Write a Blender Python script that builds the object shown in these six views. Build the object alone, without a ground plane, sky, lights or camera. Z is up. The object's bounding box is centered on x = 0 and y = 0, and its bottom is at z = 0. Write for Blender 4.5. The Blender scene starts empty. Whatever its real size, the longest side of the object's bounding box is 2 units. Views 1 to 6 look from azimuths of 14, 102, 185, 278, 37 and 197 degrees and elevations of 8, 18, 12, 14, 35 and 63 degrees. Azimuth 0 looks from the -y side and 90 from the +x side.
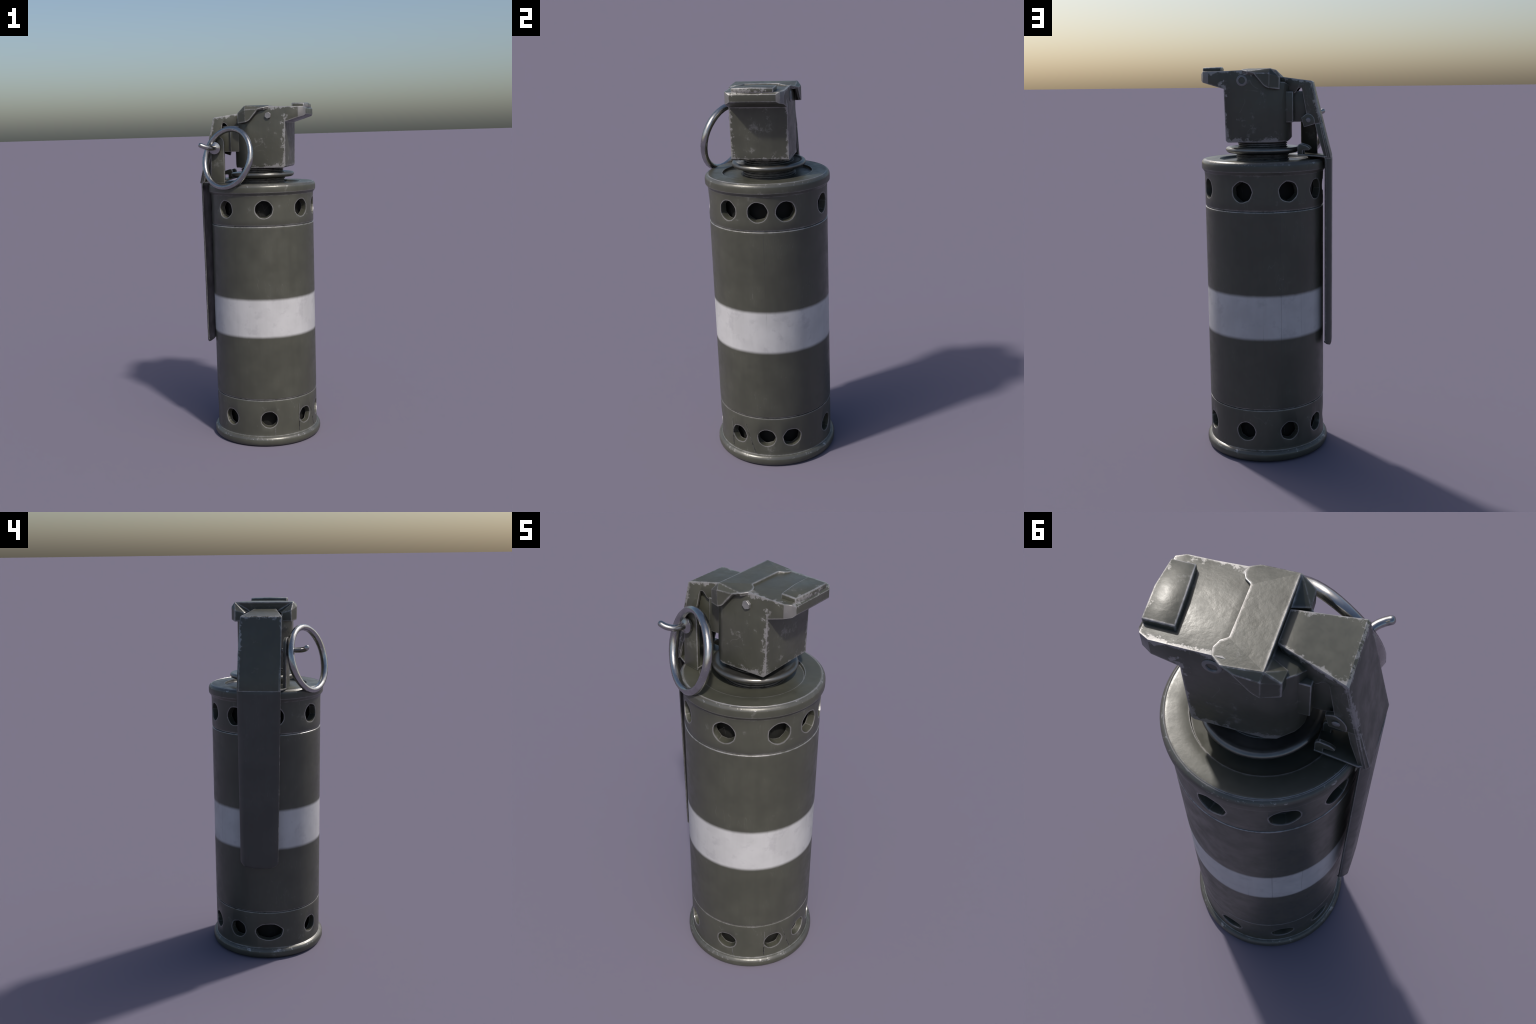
"""Olive-drab metal canister grenade: perforated caps, painted band, fuze head,
sheet-metal safety lever, pull ring.  Everything is built from profiles, plans and rules."""
import bpy, bmesh, math, random
from mathutils import Vector, Matrix

random.seed(7)
AX, AY = 0.0160, 0.0100          # canister axis
PI = math.pi
OVAL = 0.997                      # the can is very slightly out of round
SC = bpy.context.scene.collection


# ------------------------------------------------------------------ materials
def nd(nt, kind, **kw):
    n = nt.nodes.new(kind)
    for k, v in kw.items():
        setattr(n, k, v)
    return n


def math_node(nt, op, a, b=None, c=None, clamp=False):
    n = nd(nt, 'ShaderNodeMath', operation=op, use_clamp=clamp)
    for i, v in enumerate((a, b, c)):
        if v is None:
            continue
        if isinstance(v, (int, float)):
            n.inputs[i].default_value = v
        else:
            nt.links.new(v, n.inputs[i])
    return n.outputs[0]


def smooth(nt, v, lo, hi):
    n = nd(nt, 'ShaderNodeMapRange', interpolation_type='SMOOTHSTEP')
    nt.links.new(v, n.inputs[0])
    n.inputs[1].default_value, n.inputs[2].default_value = lo, hi
    return n.outputs[0]


def noise(nt, vec, scale, detail=5.0, rough=0.6, stretch=None, rot=None):
    if stretch or rot:
        m = nd(nt, 'ShaderNodeMapping')
        nt.links.new(vec, m.inputs[0])
        if stretch:
            m.inputs['Scale'].default_value = stretch
        if rot:
            m.inputs['Rotation'].default_value = rot
        vec = m.outputs[0]
    n = nd(nt, 'ShaderNodeTexNoise')
    nt.links.new(vec, n.inputs['Vector'])
    n.inputs['Scale'].default_value = scale
    n.inputs['Detail'].default_value = detail
    n.inputs['Roughness'].default_value = rough
    return n.outputs['Fac']


def mix(nt, fac, a, b):
    n = nd(nt, 'ShaderNodeMix', data_type='RGBA')
    if isinstance(fac, (int, float)):
        n.inputs[0].default_value = fac
    else:
        nt.links.new(fac, n.inputs[0])
    for i, v in ((6, a), (7, b)):
        if isinstance(v, tuple):
            n.inputs[i].default_value = (*v, 1)
        else:
            nt.links.new(v, n.inputs[i])
    return n.outputs[2]


OLIVE = (0.0600, 0.0602, 0.0462)
BARE = (0.36, 0.35, 0.345)
WHITE = (0.475, 0.47, 0.475)


def painted(name, base=OLIVE, edge_r=0.009, wear=0.5, chips=0.0, stripe=None,
            metal=0.0, rough=0.39, streaks=(), bias=0.0, spec=0.6, bump=0.14, planes=(), worn_width=0.03):
    """Paint with bare metal showing on worn edges, mottled gloss and fine scratches."""
    m = bpy.data.materials.new(name)
    m.use_nodes = True
    nt = m.node_tree
    nt.nodes.clear()
    L = nt.links.new
    out = nd(nt, 'ShaderNodeOutputMaterial')
    bs = nd(nt, 'ShaderNodeBsdfPrincipled')
    L(bs.outputs[0], out.inputs[0])
    tc = nd(nt, 'ShaderNodeTexCoord').outputs['Object']
    blotch = noise(nt, tc, 7.0, 4, 0.55)
    patch = noise(nt, tc, 16.0, 5, 0.6)
    grit = noise(nt, tc, 70.0, 6, 0.7)
    hair = noise(nt, tc, 30.0, 3, 0.6, stretch=(1.0, 1.0, 0.12))
    scr1 = noise(nt, tc, 22.0, 2, 0.5, stretch=(5, 5, 0.35), rot=(0.5, 0.35, 0.3))
    # worn edges: difference between rounded and plain normal, broken up by grit
    bev = nd(nt, 'ShaderNodeBevel', samples=6)
    bev.inputs[0].default_value = edge_r
    geo = nd(nt, 'ShaderNodeNewGeometry')
    dot = nd(nt, 'ShaderNodeVectorMath', operation='DOT_PRODUCT')
    L(bev.outputs[0], dot.inputs[0])
    L(geo.outputs['Normal'], dot.inputs[1])
    e = math_node(nt, 'SUBTRACT', 1.0, dot.outputs['Value'])
    e = math_node(nt, 'MULTIPLY', e, 12.0, clamp=True)
    e = math_node(nt, 'ADD', e, bias)
    g = math_node(nt, 'SUBTRACT', grit, 0.5)
    p = math_node(nt, 'SUBTRACT', patch, 0.5)
    rag = noise(nt, tc, 42.0, 8, 0.72)
    em = math_node(nt, 'MULTIPLY_ADD', math_node(nt, 'SUBTRACT', rag, 0.5), 2.6, e)
    em = math_node(nt, 'MULTIPLY_ADD', p, 0.9, em)
    em = math_node(nt, 'MULTIPLY_ADD', math_node(nt, 'SUBTRACT', blotch, 0.5), 0.8, em)
    em = math_node(nt, 'MULTIPLY', em, smooth(nt, e, 0.03, 0.22))
    edge = smooth(nt, em, 0.75 - 0.6 * wear, 1.00 - 0.6 * wear)
    # ragged loss of paint measured from the edges where two of the part's faces meet:
    # the second smallest distance to the face planes is the distance to the nearest edge
    if planes:
        m1 = m2 = None
        for (nx, ny, nz), dd, *ztop in planes:                # ztop: where that face ends
            pd = nd(nt, 'ShaderNodeVectorMath', operation='DOT_PRODUCT')
            L(tc, pd.inputs[0])
            pd.inputs[1].default_value = (nx, ny, nz)
            d = math_node(nt, 'ABSOLUTE', math_node(nt, 'SUBTRACT', pd.outputs['Value'], dd))
            if ztop:
                sz = nd(nt, 'ShaderNodeSeparateXYZ')
                L(tc, sz.inputs[0])
                over = math_node(nt, 'MAXIMUM', math_node(nt, 'SUBTRACT', sz.outputs[2], ztop[0]), 0.0)
                d = math_node(nt, 'MULTIPLY_ADD', over, 1.2, d)
            if m1 is None:
                m1, m2 = d, math_node(nt, 'ADD', d, 1.0)
            else:
                m2 = math_node(nt, 'MINIMUM', m2, math_node(nt, 'MAXIMUM', m1, d))
                m1 = math_node(nt, 'MINIMUM', m1, d)
        near = math_node(nt, 'SUBTRACT', 1.0, math_node(nt, 'DIVIDE', m2, worn_width), clamp=True)
        rm = math_node(nt, 'MULTIPLY_ADD', math_node(nt, 'SUBTRACT', rag, 0.5), 3.4, near)
        rm = math_node(nt, 'MULTIPLY_ADD', math_node(nt, 'SUBTRACT', blotch, 0.5), 1.8, rm)
        rm = math_node(nt, 'MULTIPLY', rm, smooth(nt, near, 0.0, 0.25))
        edge = math_node(nt, 'MAXIMUM', edge, math_node(nt, 'MULTIPLY', smooth(nt, rm, 0.66, 0.92), 0.75))
    # rubbed patches away from the edges
    if chips > 0:
        r = math_node(nt, 'MULTIPLY_ADD', g, 0.45, patch)
        r = math_node(nt, 'MULTIPLY_ADD', scr1, 0.12, r)
        r = math_node(nt, 'MULTIPLY_ADD', math_node(nt, 'SUBTRACT', blotch, 0.5), 0.45, r)
        rub = smooth(nt, r, 0.72 - 0.06 * chips, 0.90 - 0.06 * chips)
        rub = math_node(nt, 'MULTIPLY', rub, 0.16 + 0.26 * chips)
        edge = math_node(nt, 'MAXIMUM', edge, rub)
    # paint colour, slightly mottled and vertically streaked
    lo = tuple(c * 0.91 for c in base)
    hi = tuple(c * 1.10 for c in base)
    tone = math_node(nt, 'MULTIPLY_ADD', hair, 0.25, math_node(nt, 'MULTIPLY', blotch, 0.75))
    paint = mix(nt, smooth(nt, tone, 0.36, 0.64), lo, hi)
    stripe_f = None
    if stripe:
        sep = nd(nt, 'ShaderNodeSeparateXYZ')
        L(tc, sep.inputs[0])
        z = math_node(nt, 'MULTIPLY_ADD', math_node(nt, 'SUBTRACT', patch, 0.5), 0.006, sep.outputs[2])
        up = smooth(nt, z, stripe[0] - 0.012, stripe[0] + 0.011)
        dn = smooth(nt, z, stripe[1] - 0.011, stripe[1] + 0.012)
        stripe_f = math_node(nt, 'SUBTRACT', up, dn, clamp=True)
        w = mix(nt, smooth(nt, tone, 0.36, 0.62), tuple(c * 0.93 for c in WHITE), tuple(c * 1.05 for c in WHITE))
        spots = smooth(nt, patch, 0.54, 0.70)
        w = mix(nt, math_node(nt, 'MULTIPLY', spots, 0.55), w, (0.37, 0.36, 0.375))
        paint = mix(nt, stripe_f, paint, w)
        if streaks:
            ang = math_node(nt, 'ARCTAN2', math_node(nt, 'SUBTRACT', sep.outputs[1], AY),
                            math_node(nt, 'SUBTRACT', sep.outputs[0], AX))
            tot = None
            for deg, wdt in streaks:
                d = math_node(nt, 'ABSOLUTE', math_node(nt, 'SUBTRACT', ang, math.radians(deg)))
                s = math_node(nt, 'SUBTRACT', 1.0, smooth(nt, d, 0.0, wdt))
                tot = s if tot is None else math_node(nt, 'MAXIMUM', tot, s)
            tot = math_node(nt, 'MULTIPLY', tot, smooth(nt, hair, 0.35, 0.6))
            paint = mix(nt, math_node(nt, 'MULTIPLY', tot, 0.45), paint, (0.03, 0.03, 0.03))
    # hairline scratches
    hs = noise(nt, tc, 9.0, 1, 0.4, stretch=(1, 14, 1), rot=(0.7, 0.2, 0.9))
    line = math_node(nt, 'SUBTRACT', 1.0, smooth(nt, math_node(nt, 'ABSOLUTE', math_node(nt, 'SUBTRACT', hs, 0.5)), 0.0, 0.006))
    line = math_node(nt, 'MULTIPLY', line, smooth(nt, blotch, 0.55, 0.62))
    paint = mix(nt, math_node(nt, 'MULTIPLY', line, 0.18), paint, BARE)
    bare = mix(nt, grit, tuple(c * 0.8 for c in BARE), tuple(c * 1.15 for c in BARE))
    L(mix(nt, edge, paint, bare), bs.inputs['Base Color'])
    rg = math_node(nt, 'MULTIPLY_ADD', math_node(nt, 'SUBTRACT', patch, 0.5), 0.50, rough)
    rg = math_node(nt, 'MULTIPLY_ADD', math_node(nt, 'SUBTRACT', blotch, 0.5), 0.25, rg)
    rg = math_node(nt, 'MULTIPLY_ADD', edge, -0.04, rg, clamp=True)
    rg = math_node(nt, 'MAXIMUM', rg, 0.32)
    L(rg, bs.inputs['Roughness'])
    mt = math_node(nt, 'MULTIPLY_ADD', edge, 0.55 - metal, metal)
    L(mt, bs.inputs['Metallic'])
    bs.inputs['Specular IOR Level'].default_value = spec
    bp = nd(nt, 'ShaderNodeBump')
    bp.inputs['Strength'].default_value = bump
    bp.inputs['Distance'].default_value = 0.006
    relief = math_node(nt, 'MULTIPLY_ADD', blotch, 1.6, patch)
    L(math_node(nt, 'MULTIPLY_ADD', edge, -0.25, relief), bp.inputs['Height'])
    L(bp.outputs[0], bs.inputs['Normal'])
    return m


def bright_metal(name, col, rough, metal=1.0):
    m = bpy.data.materials.new(name)
    m.use_nodes = True
    nt = m.node_tree
    bs = nt.nodes['Principled BSDF']
    tc = nd(nt, 'ShaderNodeTexCoord').outputs['Object']
    n1 = noise(nt, tc, 14.0, 5, 0.6)
    n2 = noise(nt, tc, 60.0, 5, 0.7)
    nt.links.new(mix(nt, smooth(nt, n1, 0.35, 0.65), tuple(c * 0.82 for c in col), col), bs.inputs['Base Color'])
    r = math_node(nt, 'MULTIPLY_ADD', math_node(nt, 'SUBTRACT', n2, 0.5), 0.25, rough, clamp=True)
    nt.links.new(r, bs.inputs['Roughness'])
    bs.inputs['Metallic'].default_value = metal
    bp = nd(nt, 'ShaderNodeBump')
    bp.inputs['Strength'].default_value = 0.15
    bp.inputs['Distance'].default_value = 0.003
    nt.links.new(n1, bp.inputs['Height'])
    nt.links.new(bp.outputs[0], bs.inputs['Normal'])
    return m


EDGE_OF = {}


def paint_pair(name, bias=0.55, **kw):
    """Paint plus its twin for the rounded edges, where the paint is rubbed through."""
    m = painted(name, **kw)
    EDGE_OF[m.name] = painted(name + '_worn_edge', bias=bias, **kw)
    return m


def plane2(a, b):
    """Plane parallel to y through two (x, z) points."""
    dx, dz = b[0] - a[0], b[1] - a[1]
    k = math.hypot(dx, dz)
    n = (-dz / k, 0.0, dx / k)
    return n, n[0] * a[0] + n[2] * a[1]


HEAD_PLANES = (((0, 1, 0), -0.1335), ((0, 1, 0), 0.158), (*plane2((0.191, 1.63), (0.196, 1.889)), 1.93), ((0, 0, 1), 1.977),
               ((0, 0, 1), 1.627), ((1, 0, 0), 0.311))
LEVER_PLANES = (plane2((-0.036, 1.9535), (-0.236, 1.925)), plane2((-0.2405, 1.92), (-0.3345, 1.542)),
                ((0.24, 0.971, 0.0), 0.0525), ((-0.24, 0.971, 0.0), -0.0465))
M_TUBE = paint_pair('olive_paint_with_white_band', stripe=(0.654, 0.873), wear=0.3, bias=0.7,
                    bump=0.07,
                    streaks=((6, 0.008), (93, 0.006), (110, 0.009), (-108, 0.006), (131, 0.005)))
M_CAP = paint_pair('olive_paint_cap', wear=0.52, edge_r=0.011, chips=0.3, bias=0.55, bump=0.10)
M_HEAD = paint_pair('olive_paint_fuze', wear=0.58, edge_r=0.012, chips=0.85, bias=0.55, bump=0.18, planes=HEAD_PLANES, worn_width=0.038)
M_RIM = painted('rubbed_rim', base=(0.108, 0.106, 0.094), wear=0.45, chips=0.9, bias=0.30, edge_r=0.006, metal=0.35, rough=0.36)
M_LIP = painted('bare_lip_corner', base=(0.205, 0.20, 0.198), wear=0.45, bias=0.25, edge_r=0.008, metal=0.4, rough=0.38)
M_COVER = paint_pair('olive_paint_cover', wear=0.5, edge_r=0.015, chips=0.5, bias=0.40, bump=0.22)
M_SHEET = paint_pair('olive_paint_sheet', wear=0.5, edge_r=0.009, chips=0.3, bias=0.45, planes=LEVER_PLANES, worn_width=0.030)
M_STRIP = paint_pair('dark_sheet_steel', base=(0.052, 0.052, 0.047), wear=0.3, edge_r=0.006, bias=0.4)
M_NECK = painted('oiled_dark_steel', base=(0.040, 0.039, 0.035), wear=0.12, edge_r=0.004, rough=0.5)
M_CORE = painted('dark_inner_core', base=(0.013, 0.013, 0.012), wear=0.0, edge_r=0.003, rough=0.75, spec=0.2)
M_RING = bright_metal('polished_ring_steel', (0.46, 0.455, 0.45), 0.24)
M_WASH = bright_metal('worn_washer_steel', (0.22, 0.215, 0.20), 0.32, 0.85)
M_RIVET = bright_metal('worn_rivet', (0.24, 0.237, 0.235), 0.42, 0.45)
M_BOLT = bright_metal('bolt_steel', (0.24, 0.235, 0.24), 0.42, 0.4)


# ------------------------------------------------------------------ mesh helpers
def new_obj(name, bm, mat, parent=None, angle=35, bevel=0.0, segs=2, solid=0.0, bake=True):
    bmesh.ops.remove_doubles(bm, verts=bm.verts, dist=1e-6)
    bmesh.ops.recalc_face_normals(bm, faces=bm.faces)
    me = bpy.data.meshes.new(name)
    bm.to_mesh(me)
    bm.free()
    ob = bpy.data.objects.new(name, me)
    SC.objects.link(ob)
    me.materials.append(mat)
    if solid:
        s = ob.modifiers.new('thickness', 'SOLIDIFY')
        s.thickness = solid
        s.offset = -1
        s.use_even_offset = True
    if bevel:
        b = ob.modifiers.new('round', 'BEVEL')
        b.width = bevel
        b.segments = segs
        b.limit_method = 'ANGLE'
        b.angle_limit = math.radians(28)
        b.use_clamp_overlap = True
        b.miter_outer = 'MITER_ARC'
        if mat.name in EDGE_OF:
            me.materials.append(EDGE_OF[mat.name])
            b.material = 1
    if bake and ob.modifiers:
        apply_mods(ob)
    shade(ob, angle)
    if parent:
        ob.parent = parent
    return ob


def apply_mods(ob):
    dg = bpy.context.evaluated_depsgraph_get()
    me = bpy.data.meshes.new_from_object(ob.evaluated_get(dg))
    old = ob.data
    ob.modifiers.clear()
    ob.data = me
    me.name = old.name
    bpy.data.meshes.remove(old)


def shade(ob, angle):
    me = ob.data
    for p in me.polygons:
        p.use_smooth = True
    bm = bmesh.new()
    bm.from_mesh(me)
    for e in bm.edges:
        e.smooth = not (len(e.link_faces) == 2 and e.calc_face_angle(0) > math.radians(angle))
    bm.to_mesh(me)
    bm.free()


def lathe(prof, n=96, cx=AX, cy=AY, closed=False, oval=1.0):
    """Revolve (r, z) pairs; points with r = 0 become poles; closed joins last ring to first."""
    bm = bmesh.new()
    rings = []
    for r, z in prof:
        if r < 1e-6:
            rings.append([bm.verts.new((cx, cy, z))])
        else:
            rings.append([bm.verts.new((cx + oval * r * math.cos(2 * PI * i / n), cy + r * math.sin(2 * PI * i / n), z))
                          for i in range(n)])
    pairs = list(zip(rings, rings[1:]))
    if closed:
        pairs.append((rings[-1], rings[0]))
    for a, b in pairs:
        for i in range(n):
            j = (i + 1) % n
            if len(a) == 1:
                bm.faces.new((a[0], b[j], b[i]))
            elif len(b) == 1:
                bm.faces.new((a[i], a[j], b[0]))
            else:
                bm.faces.new((a[i], a[j], b[j], b[i]))
    return bm


def prism(bm, poly, f0, f1):
    """Solid between two images of a 2D polygon: f0, f1 map (a, b) to 3D."""
    lo = [bm.verts.new(f0(a, b)) for a, b in poly]
    hi = [bm.verts.new(f1(a, b)) for a, b in poly]
    n = len(poly)
    bm.faces.new(lo)
    bm.faces.new(hi[::-1])
    for i in range(n):
        j = (i + 1) % n
        bm.faces.new((lo[i], hi[i], hi[j], lo[j]))
    return bm


def box(bm, x0, x1, y0, y1, z0, z1):
    return prism(bm, [(x0, y0), (x1, y0), (x1, y1), (x0, y1)], lambda a, b: (a, b, z0), lambda a, b: (a, b, z1))


def tube(bm, pts, r, n=12, taper=None, cap=True):
    """Round wire along a poly-line."""
    pts = [Vector(p) for p in pts]
    rings = []
    up = Vector((0.13, 0.31, 0.94)).normalized()
    for i, p in enumerate(pts):
        t = (pts[min(i + 1, len(pts) - 1)] - pts[max(i - 1, 0)]).normalized()
        a = t.cross(up).normalized()
        b = a.cross(t)
        rr = r if taper is None else r * taper[i]
        rings.append([bm.verts.new(p + rr * (math.cos(2 * PI * k / n) * a + math.sin(2 * PI * k / n) * b)) for k in range(n)])
    for A, B in zip(rings, rings[1:]):
        for k in range(n):
            bm.faces.new((A[k], A[(k + 1) % n], B[(k + 1) % n], B[k]))
    if cap:
        bm.faces.new(rings[0][::-1])
        bm.faces.new(rings[-1])
    return bm


def catmull(P, per=6):
    P = [Vector(p) for p in P]
    Q = [2 * P[0] - P[1]] + P + [2 * P[-1] - P[-2]]
    out = []
    for i in range(1, len(Q) - 2):
        a, b, c, d = Q[i - 1:i + 3]
        for k in range(per):
            t = k / per
            out.append(0.5 * (2 * b + (c - a) * t + (2 * a - 5 * b + 4 * c - d) * t * t + (3 * b - a - 3 * c + d) * t ** 3))
    out.append(P[-1])
    return out


def boolean(ob, cutters, op='DIFFERENCE'):
    for c in cutters:
        m = ob.modifiers.new('cut', 'BOOLEAN')
        m.operation = op
        m.object = c
        m.solver = 'EXACT'
    bpy.context.view_layer.update()
    apply_mods(ob)
    for c in cutters:
        me = c.data
        bpy.data.objects.remove(c)
        bpy.data.meshes.remove(me)


def add_bevel(ob, width, segs=2, angle=28):
    b = ob.modifiers.new('round', 'BEVEL')
    b.width = width
    b.segments = segs
    b.limit_method = 'ANGLE'
    b.angle_limit = math.radians(angle)
    b.use_clamp_overlap = True
    mat = ob.data.materials[0]
    ob.data.materials.clear()
    ob.data.materials.append(mat)
    if mat.name in EDGE_OF:
        ob.data.materials.append(EDGE_OF[mat.name])
        b.material = 1
    bpy.context.view_layer.update()
    apply_mods(ob)


# ------------------------------------------------------------------ the thing
root = bpy.data.objects.new('stun_grenade', None)
SC.objects.link(root)
root['label'] = 'olive drab metal canister grenade with white band, lever and pull ring'
root['category'] = 'grenade'

# ---- canister tube (plain middle, slightly proud shoulder edge at the upper seam)
canister = new_obj('canister', lathe([
    (0.255, 0.262), (0.2990, 0.262), (0.2990, 0.2765), (0.3059, 0.2795), (0.3063, 0.290),
    (0.3065, 0.50), (0.3065, 0.65), (0.3065, 0.90), (0.3065, 1.10), (0.3065, 1.282), (0.3069, 1.297),
    (0.2990, 1.3005), (0.2990, 1.310), (0.255, 1.310)], closed=True, oval=OVAL), M_TUBE, root, angle=30, bevel=0.003)


# ---- perforated caps
def hole_cutter(az, z, rad, seed, sx=1.0):
    """Roughly round punch, a few flat sides, narrowing inwards."""
    rnd = random.Random(seed)
    n = 21                                           # round mouth ...
    flats = rnd.choice((6, 7, 8))                    # ... ending in a rough polygon inside
    a = math.radians(az)
    rd = Vector((math.cos(a), math.sin(a), 0))
    tg = Vector((-math.sin(a), math.cos(a), 0))
    ph = rnd.random() * 2 * PI
    jit = [1 + rnd.uniform(-0.018, 0.018) for _ in range(n)]
    off = Vector((rnd.uniform(-1, 1) * 0.003, rnd.uniform(-1, 1) * 0.003, rnd.uniform(-1, 1) * 0.004))

    def facet(t):
        w = 2 * PI / flats
        return math.cos(w / 2) / math.cos((t - ph) % w - w / 2) * 1.02
    bm = bmesh.new()
    c = Vector((AX, AY, z))
    rings = []
    for depth, k, mixf in ((0.36, 1.06, 0.35), (0.301, 1.0, 0.35), (0.272, 0.96, 1.0), (0.24, 0.95, 1.0)):
        ring = []
        for i in range(n):
            t = 2 * PI * i / n
            r = rad * k * jit[i] * (1 + mixf * (facet(t) - 1))
            ring.append(bm.verts.new(c + rd * depth + off * mixf + r * (sx * math.cos(t) * tg + Vector((0, 0, math.sin(t))))))
        rings.append(ring)
    for A, B in zip(rings, rings[1:]):
        for i in range(n):
            bm.faces.new((A[i], A[(i + 1) % n], B[(i + 1) % n], B[i]))
    bm.faces.new(rings[0][::-1])
    bm.faces.new(rings[-1])
    return new_obj('punch', bm, M_CAP, bake=False)


def shading_split_sliver(az0, z0, az1, z1, w0, w1):
    """Thin tapering dark crack modelled for a shading split between two points on the cylinder."""
    bm = bmesh.new()
    A = math.radians(az0), z0
    B = math.radians(az1), z1
    poly = [(A[0] - w0 / 0.3 / 2, A[1]), (A[0] + w0 / 0.3 / 2, A[1]), (B[0] + w1 / 0.3 / 2, B[1]), (B[0] - w1 / 0.3 / 2, B[1])]
    f = lambda R: (lambda a, z: (AX + R * math.cos(a), AY + R * math.sin(a), z))
    prism(bm, poly, f(0.300), f(0.3068))
    return new_obj('shading_split_sliver', bm, M_CORE, bottom_cap)


HOLES = [1.5, 27.5, 74.5, 118.0, 153.0, 180.0, 195.5, 239.6, 285.3, 330.6]

top_cap = new_obj('top_cap', lathe([
    (0.262, 1.3035), (0.3047, 1.3035), (0.3064, 1.308), (0.3067, 1.34), (0.3067, 1.40), (0.3067, 1.455),
    (0.3077, 1.472), (0.3085, 1.4765), (0.3205, 1.4930), (0.3213, 1.5050), (0.3212, 1.5180), (0.3203, 1.5245), (0.3180, 1.5300),
    (0.3135, 1.5355), (0.3070, 1.5398), (0.3048, 1.5368), (0.3025, 1.5396), (0.2950, 1.5400), (0.270, 1.5400), (0.2300, 1.5400),
    (0.2270, 1.526), (0.150, 1.526), (0.100, 1.526), (0.100, 1.490), (0.255, 1.490), (0.268, 1.480), (0.272, 1.40)],
    closed=True, oval=OVAL), M_CAP, root)
boolean(top_cap, [hole_cutter(a, 1.397, 0.0510, 11 + i) for i, a in enumerate(HOLES)])
add_bevel(top_cap, 0.0028, 2, 34)
shade(top_cap, 25)


def rub_faces(ob, test, mat):
    """Give a rubbed material to the faces that hands and the ground wear down."""
    ob.data.materials.append(mat)
    k = len(ob.data.materials) - 1
    for p in ob.data.polygons:
        if test(p.center, p.normal):
            p.material_index = k


rad = lambda c: math.hypot((c.x - AX) / OVAL, c.y - AY)
rub_faces(top_cap, lambda c, n: rad(c) > 0.3068 and c.z > 1.5230, M_RIM)

bottom_cap = new_obj('bottom_cap', lathe([
    (0.0, 0.004), (0.285, 0.004), (0.300, 0.000), (0.313, 0.001), (0.3225, 0.008), (0.3265, 0.017), (0.3272, 0.028), (0.3262, 0.040),
    (0.3215, 0.049), (0.3140, 0.0545), (0.3070, 0.0570), (0.3062, 0.0600), (0.3057, 0.075), (0.3057, 0.155), (0.3060, 0.266),
    (0.3047, 0.2735), (0.2985, 0.2745), (0.262, 0.2745), (0.272, 0.260), (0.272, 0.06), (0.262, 0.045), (0.0, 0.045)], oval=OVAL),
    M_CAP, root)
cut = [hole_cutter(a, 0.157, 0.0495, 40 + i) for i, a in enumerate(HOLES) if a not in (180.0, 195.5)]
cut.append(hole_cutter(188.0, 0.157, 0.050, 77, sx=1.62))
boolean(bottom_cap, cut)
add_bevel(bottom_cap, 0.0030, 2, 34)
shade(bottom_cap, 32)
rub_faces(bottom_cap, lambda c, n: rad(c) > 0.312 and 0.038 < c.z < 0.056, M_RIM)

for sliver in (shading_split_sliver(-38.5, 0.232, -38.5, 0.070, 0.0015, 0.006), shading_split_sliver(-20.5, 0.225, -10.5, 0.063, 0.001, 0.006),
        shading_split_sliver(-69.0, 0.118, -68.3, 0.066, 0.001, 0.005)):
    sliver['kind'] = 'stuff'

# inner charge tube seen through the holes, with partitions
bm = lathe([(0.0, 0.052), (0.248, 0.052), (0.248, 1.48), (0.0, 1.48)], n=48)
new_obj('inner_core', bm, M_CORE, root)

# ---- threaded neck and spinning washer
NX, NY = 0.0200, 0.0215
prof = [(0.0, 1.515), (0.138, 1.515), (0.138, 1.527)]
for z in (1.533, 1.546, 1.559):                      # lower thread turns
    prof += [(0.129, z - 0.004), (0.1355, z), (0.1355, z + 0.003), (0.129, z + 0.007)]
prof += [(0.128, 1.572), (0.128, 1.598)]
for z, r in ((1.605, 0.1255), (1.615, 0.1265)):
    prof += [(0.119, z - 0.004), (r, z), (r, z + 0.003), (0.119, z + 0.006)]
prof += [(0.118, 1.624), (0.130, 1.6245), (0.130, 1.64), (0.0, 1.64)]
new_obj('threaded_neck', lathe(prof, 72, NX, NY), M_NECK, root, angle=50)
wash = [(0.125, 1.575), (0.162, 1.571), (0.174, 1.5695), (0.1825, 1.5735), (0.1880, 1.5800), (0.1895, 1.5870), (0.187, 1.5935),
        (0.181, 1.5980), (0.173, 1.5990), (0.165, 1.5965), (0.155, 1.5945), (0.125, 1.596)]
washer = new_obj('washer', lathe(wash, 72, NX, NY, closed=True), M_WASH, root, angle=45)

# ---- fuze head: side profile intersected with plan outline
side = [(-0.130, 1.645), (-0.115, 1.6290), (0.181, 1.6265), (0.191, 1.636), (0.1960, 1.889), (0.2830, 1.9155), (0.3030, 1.921),
        (0.3110, 1.930), (0.3110, 1.963), (0.3010, 1.9735), (0.1950, 1.9755), (0.1000, 1.9790), (0.0000, 1.9780), (-0.022, 1.965),
        (-0.030, 1.925), (-0.100, 1.920), (-0.130, 1.900)]
plan = [(0.272, -0.1295), (0.300, -0.116), (0.315, -0.093), (0.315, 0.118), (0.300, 0.144), (0.272, 0.158), (-0.032, 0.158), (-0.062, 0.150),
        (-0.104, 0.113), (-0.1240, 0.080), (-0.1280, -0.030), (-0.1160, -0.062), (-0.052, -0.130), (-0.026, -0.1415), (0.192, -0.1310)]
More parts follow.
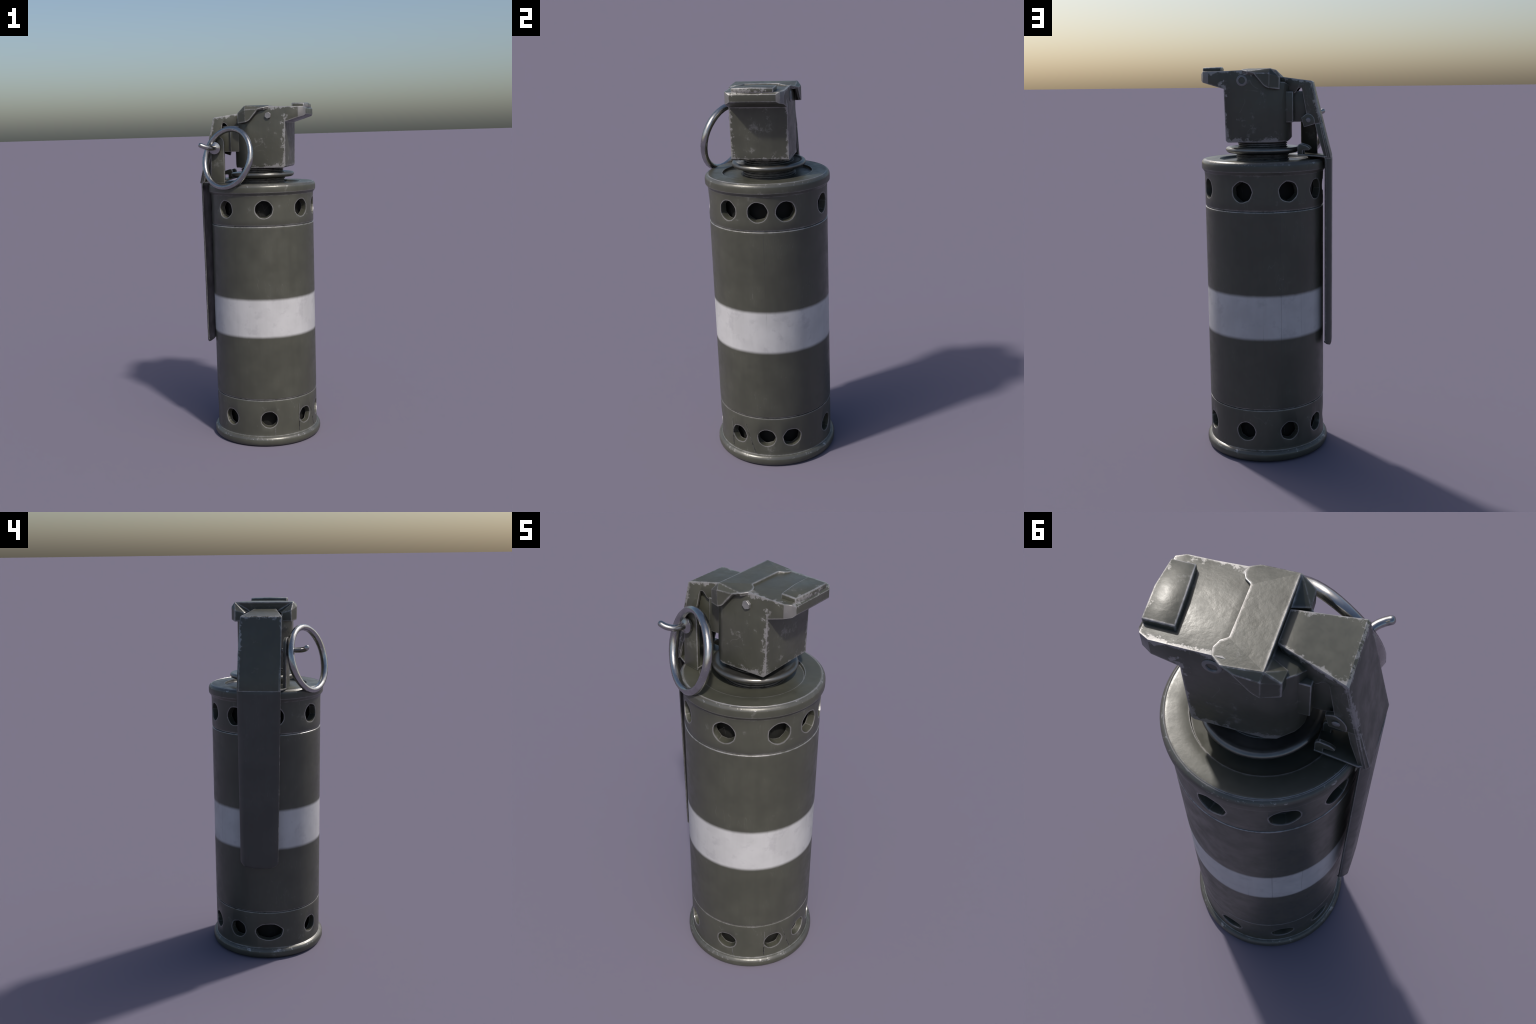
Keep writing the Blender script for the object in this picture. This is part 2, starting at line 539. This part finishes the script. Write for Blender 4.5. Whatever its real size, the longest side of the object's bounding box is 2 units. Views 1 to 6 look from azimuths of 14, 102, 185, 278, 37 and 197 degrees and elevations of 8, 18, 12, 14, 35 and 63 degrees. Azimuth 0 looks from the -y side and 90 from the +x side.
bm = prism(bmesh.new(), side, lambda x, z: (x, -0.3, z), lambda x, z: (x, 0.3, z))
head = new_obj('fuze_head', bm, M_HEAD, root, bake=False)
cut = new_obj('plan', prism(bmesh.new(), plan, lambda x, y: (x, y, 1.5), lambda x, y: (x, y, 2.1)), M_HEAD, bake=False)
boolean(head, [cut], 'INTERSECT')
add_bevel(head, 0.0105, 3, 33)
shade(head, 30)
rub_faces(head, lambda c, n: c.x > 0.24 and 0.3 < abs(n.x) < 0.95 and abs(n.y) > 0.25 and abs(n.z) < 0.4, M_LIP)

# raised stop pad on the lip (front edge bowed, top slightly domed)
bm = bmesh.new()
YS = (-0.0905, 0.008, 0.1140)
lo, hi = [], []
for k, y in enumerate(YS):
    m = 1 if k == 1 else 0
    xf, xb = (0.3005, 0.3095, 0.3050)[k], (0.2290, 0.2190, 0.2120)[k]
    zb, zt = 1.9690, 1.9950 + 0.0035 * m
    lo.append([bm.verts.new((xb, y, zb)), bm.verts.new((xf, y, zb))])
    hi.append([bm.verts.new((xb, y, zt)), bm.verts.new((xf, y, zt - 0.002))])
for k in range(2):
    bm.faces.new((lo[k][0], lo[k + 1][0], lo[k + 1][1], lo[k][1]))
    bm.faces.new((hi[k][0], hi[k][1], hi[k + 1][1], hi[k + 1][0]))
    bm.faces.new((lo[k][0], hi[k][0], hi[k + 1][0], lo[k + 1][0]))
    bm.faces.new((lo[k][1], lo[k + 1][1], hi[k + 1][1], hi[k][1]))
for k in (0, 2):
    bm.faces.new((lo[k][0], lo[k][1], hi[k][1], hi[k][0]))
new_obj('stop_pad', bm, M_HEAD, root, bevel=0.005, segs=2, angle=30)

# folded sheet cover over the back of the head
YC = 0.0115
HALF = dict(A=(0.078, 0.086, 1.9875), B1=(0.097, 0.100, 1.9860), B=(0.1085, 0.123, 1.9830), B2=(0.1050, 0.147, 1.9800), L=(0.078, 0.1660, 1.9735),
            E=(0.046, 0.1755, 1.9640), F=(-0.002, 0.1775, 1.9060), F2=(-0.012, 0.1780, 1.8980), G=(-0.030, 0.1785, 1.8910), H=(-0.081, 0.1560, 1.8850),
            I=(-0.082, 0.1535, 1.9450), K=(-0.031, 0.1785, 1.9620), D=(-0.038, 0.1600, 1.9865), J=(-0.083, 0.1000, 1.9300), N=(-0.033, 0.0780, 1.9380),
            Q=(-0.083, 0.1000, 1.8850))
bm = bmesh.new()
V = {(k, s): bm.verts.new((p[0], YC + s * p[1], p[2])) for k, p in HALF.items() for s in (1, -1)}
bm.faces.new([V['A', 1], V['A', -1], V['D', -1], V['D', 1]])
bm.faces.new([V['D', 1], V['D', -1], V['N', -1], V['N', 1]])
for s in (1, -1):
    for loop in (('A', 'D', 'L', 'B2', 'B', 'B1'), ('D', 'K', 'E', 'L'), ('K', 'G', 'F2', 'F', 'E'), ('K', 'I', 'H', 'G'), ('D', 'I', 'K'),
                 ('D', 'J', 'I'), ('D', 'N', 'J'), ('I', 'J', 'Q', 'H')):
        bm.faces.new([V[k, s] for k in loop])
new_obj('head_cover', bm, M_COVER, root, solid=0.014, bevel=0.0050, segs=3, angle=9)

# hex bolt head on one side, riveted tube end on the other
bm = bmesh.new()
for r, y0, y1, n in ((0.0215, -0.1285, -0.1345, 16), (0.0195, -0.133, -0.1465, 6)):
    poly = [(0.0985 + r * math.cos(2 * PI * (i + 0.3) / n), 1.927 + r * math.sin(2 * PI * (i + 0.3) / n)) for i in range(n)]
    prism(bm, poly, lambda x, z: (x, y0, z), lambda x, z: (x, y1, z))
new_obj('bolt', bm, M_BOLT, root, bevel=0.0012, segs=1, angle=12)
bm = lathe([(0.0275, 0.0), (0.0275, 0.002), (0.0245, 0.0045), (0.0165, 0.0045), (0.0140, 0.001), (0.0135, -0.004), (0.0, -0.004)], 28, 0, 0)
bm.transform(Matrix.Translation((0.105, 0.1577, 1.929)) @ Matrix.Rotation(-PI / 2, 4, 'X'))
new_obj('rivet', bm, M_RIVET, root, angle=50)

# hinge bracket behind the head
bm = bmesh.new()
box(bm, -0.143, -0.088, -0.0885, 0.1065, 1.7225, 1.8735)
new_obj('hinge_bracket', bm, M_SHEET, root, bevel=0.003)
bm = bmesh.new()
box(bm, -0.238, -0.140, -0.068, 0.078, 1.7235, 1.8750)
new_obj('hinge_block', bm, M_SHEET, root, bevel=0.002)

# ---- safety lever: top plate, sloping plate, long strip, two side flanges
lever = bpy.data.objects.new('safety_lever', None)
SC.objects.link(lever)
lever.parent = root


def edge_y(x, s):
    """Lever half-plan: widens from the hinge end to the bend, then nearly constant."""
    xs = [(-0.035, 0.058, -0.0555), (-0.236, 0.1130, -0.1065), (-0.284, 0.1235, -0.1070), (-0.336, 0.1265, -0.1075)]
    i = 1 if s > 0 else 2
    if x >= xs[0][0]:
        return xs[0][i]
    for a, b in zip(xs, xs[1:]):
        if x >= b[0]:
            t = (x - a[0]) / (b[0] - a[0])
            return a[i] + t * (b[i] - a[i])
    return xs[-1][i]


def yaw(z, s):
    """The slope is twisted a little: its far edge stands nearer the canister."""
    return 0.0115 * max(0.0, (1.925 - z) / 0.383) if s > 0 else 0.0


# plate path in the x-z plane: outer skin
path = [(-0.036, 1.9535), (-0.100, 1.9440), (-0.170, 1.9340), (-0.232, 1.9255), (-0.2405, 1.9200), (-0.2600, 1.8410), (-0.2870, 1.7330), (-0.3100, 1.6400), (-0.3345, 1.5420)]
T = 0.010
bm = bmesh.new()
rows = []
for i, (x, z) in enumerate(path):
    a = Vector(path[max(i - 1, 0)])
    b = Vector(path[min(i + 1, len(path) - 1)])
    t = (b - a).normalized()
    nrm = Vector((t.y, -t.x))                       # towards the outside
    if nrm.x > 0:
        nrm = -nrm
    xi, zi = x - nrm.x * T, z - nrm.y * T
    yl, yr = edge_y(x, -1) + 0.0015, edge_y(x, 1) - 0.0015
    w = yaw(z, 1)
    rows.append([bm.verts.new(p) for p in ((x, yl, z), (x, yr - 0.013, z), (x + w, yr, z), (xi + w, yr, zi), (xi + w * 0.3, yl, zi))])
for A, B in zip(rows, rows[1:]):
    for k in range(5):
        bm.faces.new((A[k], A[(k + 1) % 5], B[(k + 1) % 5], B[k]))
bm.faces.new(rows[0])
bm.faces.new(rows[-1][::-1])
new_obj('lever_plate', bm, M_SHEET, lever, bevel=0.003, angle=25)

# flanges: flat patterns in x-z, swept along the widening edge
upper = [(-0.037, 1.9525), (-0.100, 1.9430), (-0.170, 1.9330), (-0.231, 1.9245), (-0.2395, 1.9190), (-0.2900, 1.7200), (-0.2600, 1.7140), (-0.2300, 1.7250), (-0.2130, 1.7680),
         (-0.2005, 1.8280), (-0.1880, 1.8860), (-0.1850, 1.8915), (-0.1750, 1.8920), (-0.1670, 1.8850), (-0.1580, 1.8700), (-0.1500, 1.8640), (-0.1000, 1.8650), (-0.0800, 1.9000), (-0.050, 1.9250)]
lower = [(-0.2896, 1.7206), (-0.3340, 1.5460), (-0.3125, 1.5410), (-0.2740, 1.6550), (-0.2580, 1.7150)]


def flange(poly, s, off, th):
    bm = bmesh.new()
    f0 = lambda x, z: (x + yaw(z, s), edge_y(x, s) + s * off, z)
    f1 = lambda x, z: (x + yaw(z, s), edge_y(x, s) + s * (off - th), z)
    prism(bm, poly, f0, f1)
    return bm


for s in (1, -1):
    new_obj('lever_flange', flange(upper, s, 0.0, 0.012), M_SHEET, lever, bevel=0.002, angle=30)
    new_obj('lever_flange', flange(lower, s, -0.0015, 0.010), M_SHEET, lever, bevel=0.002, angle=30)

# the lower slope is a solid bar between the flanges
bar = [(-0.2890, 1.7190), (-0.3325, 1.5480), (-0.3075, 1.5430), (-0.2620, 1.7130)]
new_obj('lever_bar', prism(bmesh.new(), bar, lambda x, z: (x, edge_y(x, -1) + 0.006, z), lambda x, z: (x, edge_y(x, 1) - 0.008, z)), M_SHEET, lever, bevel=0.002)

# pivot lug on the far flange, with the pin's end
lug_far = [(-0.1830, 1.7450), (-0.1965, 1.6975), (-0.2505, 1.7140), (-0.2515, 1.7300), (-0.2480, 1.7450), (-0.2400, 1.7560), (-0.2290, 1.7635), (-0.2150, 1.7660), (-0.2080, 1.7640)]
new_obj('pivot_lug', flange([(x - yaw(z, 1), z) for x, z in lug_far], 1, 0.0025, 0.016), M_SHEET, lever, bevel=0.002, angle=30)
bm = lathe([(0.0, 0.004), (0.008, 0.004), (0.0115, 0.0025), (0.013, 0.0), (0.0, -0.003)], 20, 0, 0)
bm.transform(Matrix.Translation((-0.2185, 0.1130, 1.7330)) @ Matrix.Rotation(-PI / 2 - 0.15, 4, 'X'))
new_obj('pin_end', bm, M_BOLT, lever, angle=50)

# long strip: shallow channel hugging the canister, narrowing slightly to its rounded foot
bm = bmesh.new()
T2 = 0.007
SEC = [(0.0, 0.0125), (0.06, 0.0065), (0.13, 0.0018), (0.17, 0.0005), (0.30, -0.0005), (0.60, 0.0005), (0.84, 0.0025), (0.868, 0.0045), (0.93, 0.0145), (1.0, 0.0300)]   # (across, inset)
zs = [1.5440, 1.52, 1.40, 1.20, 1.00, 0.80, 0.66, 0.610, 0.592, 0.575, 0.562]
rows = []
for z in zs:
    f = (1.544 - z) / (1.544 - 0.56)
    yl, yr = -0.1080 + 0.019 * f, 0.1275 - 0.005 * f
    ring = []
    for lay in (0, 1):
        for u, ins in SEC:
            zz = z
            if z < 0.62:                             # foot: lower corners rounded off
                k = abs(2 * u - 1)
                zz = z - 0.008 + (0.014 * k ** 2 + 0.016 * k ** 9) * (0.62 - z) / 0.058 if z < 0.6 else z
            x = -0.3360 + ins + lay * T2 + (0.005 if z < 0.57 else 0)
            w = u if lay == 0 else u - 0.035 * max(0.0, (u - 0.8) / 0.2)
            ring.append(bm.verts.new((x, yl + (yr - yl) * w, zz)))
    n = len(SEC)
    rows.append(ring[:n] + ring[n:][::-1])
m = len(rows[0])
for A, B in zip(rows, rows[1:]):
    for i in range(m):
        bm.faces.new((A[i], A[(i + 1) % m], B[(i + 1) % m], B[i]))
for R in (rows[0], rows[-1]):
    for i in range(m // 2 - 1):
        bm.faces.new((R[i], R[i + 1], R[m - 2 - i], R[m - 1 - i]))
new_obj('lever_strip', bm, M_STRIP, lever, bevel=0.0025, segs=2, angle=40)

# ---- base plate with hooks and the upright lug that carries the pin
bm = bmesh.new()
base = [(-0.312, -0.100), (-0.2574, -0.1300), (-0.168, -0.1410), (-0.1640, 0.1200), (-0.3000, 0.1300), (-0.318, 0.120)]
zt = lambda x, y: 1.5440 + (x + 0.30) * 0.075 + (y + 0.14) * 0.035
prism(bm, base, lambda x, y: (x, y, zt(x, y) - 0.004), lambda x, y: (x, y, zt(x, y) + 0.003))
new_obj('lever_base', bm, M_SHEET, lever, bevel=0.0015)
hook = [(-0.1640, 1.5580), (-0.1640, 1.6040), (-0.1690, 1.6130), (-0.1780, 1.6170), (-0.2080, 1.6080), (-0.2200, 1.6000), (-0.2260, 1.5920), (-0.2230, 1.5840), (-0.1910, 1.5840), (-0.1910, 1.5560)]
for y0, y1, dx in ((0.106, 0.118, 0.0), (0.035, 0.050, -0.006)):
    bm = prism(bmesh.new(), hook, lambda x, z: (x + dx, y0, z), lambda x, z: (x + dx, y1, z))
    new_obj('hook', bm, M_SHEET, lever, bevel=0.0025)
up = [(-0.2574, 1.5420), (-0.1700, 1.5420), (-0.1680, 1.7780), (-0.1715, 1.7920), (-0.1800, 1.8040), (-0.1920, 1.8120), (-0.2080, 1.8150), (-0.2250, 1.8120), (-0.2400, 1.8020), (-0.2500, 1.7900)]
skew = lambda x: -0.1358 - (x + 0.2137) * 0.13
bm = prism(bmesh.new(), up, lambda x, z: (x, skew(x), z), lambda x, z: (x, skew(x) + 0.018, z))
new_obj('upright_lug', bm, M_SHEET, lever, bevel=0.003)

# ---- pull pin: domed washer, curled eye
pin = bpy.data.objects.new('pull_pin', None)
SC.objects.link(pin)
pin.parent = root
bm = lathe([(0.0, 0.010), (0.010, 0.0095), (0.018, 0.0070), (0.027, 0.002), (0.0355, 0.0), (0.0370, -0.004), (0.0365, -0.014), (0.0330, -0.018), (0.0, -0.018)], 28, 0, 0)
bm.transform(Matrix.Translation((-0.2222, -0.1600, 1.7480)) @ Matrix.Rotation(PI / 2, 4, 'X'))
new_obj('pin_boss', bm, M_RING, pin, angle=50)
bm = bmesh.new()
tube(bm, [(-0.2185, 0.114, 1.7330), (-0.2222, -0.15, 1.7480)], 0.0105)
loop = catmull([(-0.2190, -0.158, 1.7480), (-0.2250, -0.190, 1.7480), (-0.2390, -0.2165, 1.7515), (-0.2620, -0.2340, 1.7590), (-0.2905, -0.2425, 1.7715)], 7)
tube(bm, loop, 0.0142, 14, taper=[1.0] * (len(loop) - 3) + [0.98, 0.86, 0.55])
new_obj('pin_eye', bm, M_RING, pin, angle=60)

# ---- pull ring
RC = Vector((-0.1223, -0.2360, 1.6905))
az, el, RR = -2.0200, 0.2400, 0.1705
nrm = Vector((math.cos(az) * math.cos(el), math.sin(az) * math.cos(el), math.sin(el)))
ua = nrm.cross(Vector((0, 0, 1))).normalized()
ub = nrm.cross(ua)
bm = bmesh.new()
rings = []
N, K = 36, 8
for i in range(N):
    t = 2 * PI * i / N
    rad = math.cos(t) * ua + math.sin(t) * ub
    wob = 1 + 0.02 * math.sin(3 * t + 1) + 0.02 * math.sin(7 * t)
    rings.append([bm.verts.new(RC + rad * (RR + 0.0165 * wob * math.cos(2 * PI * (k + 0.5) / K)) + nrm * 0.0205 * wob * math.sin(2 * PI * (k + 0.5) / K)) for k in range(K)])
for i in range(N):
    A, B = rings[i], rings[(i + 1) % N]
    for k in range(K):
        bm.faces.new((A[k], A[(k + 1) % K], B[(k + 1) % K], B[k]))
new_obj('pull_ring', bm, M_RING, root, angle=60)

# the plate and the curled eye carry their small pieces
for holder, main in ((lever, 'lever_plate'), (pin, 'pin_eye')):
    name = holder.name
    part = bpy.data.objects[main]
    for ob in list(bpy.data.objects):
        if ob.parent == holder and ob != part:
            ob.parent = part
    part.parent = root
    bpy.data.objects.remove(holder)
    part.name = name
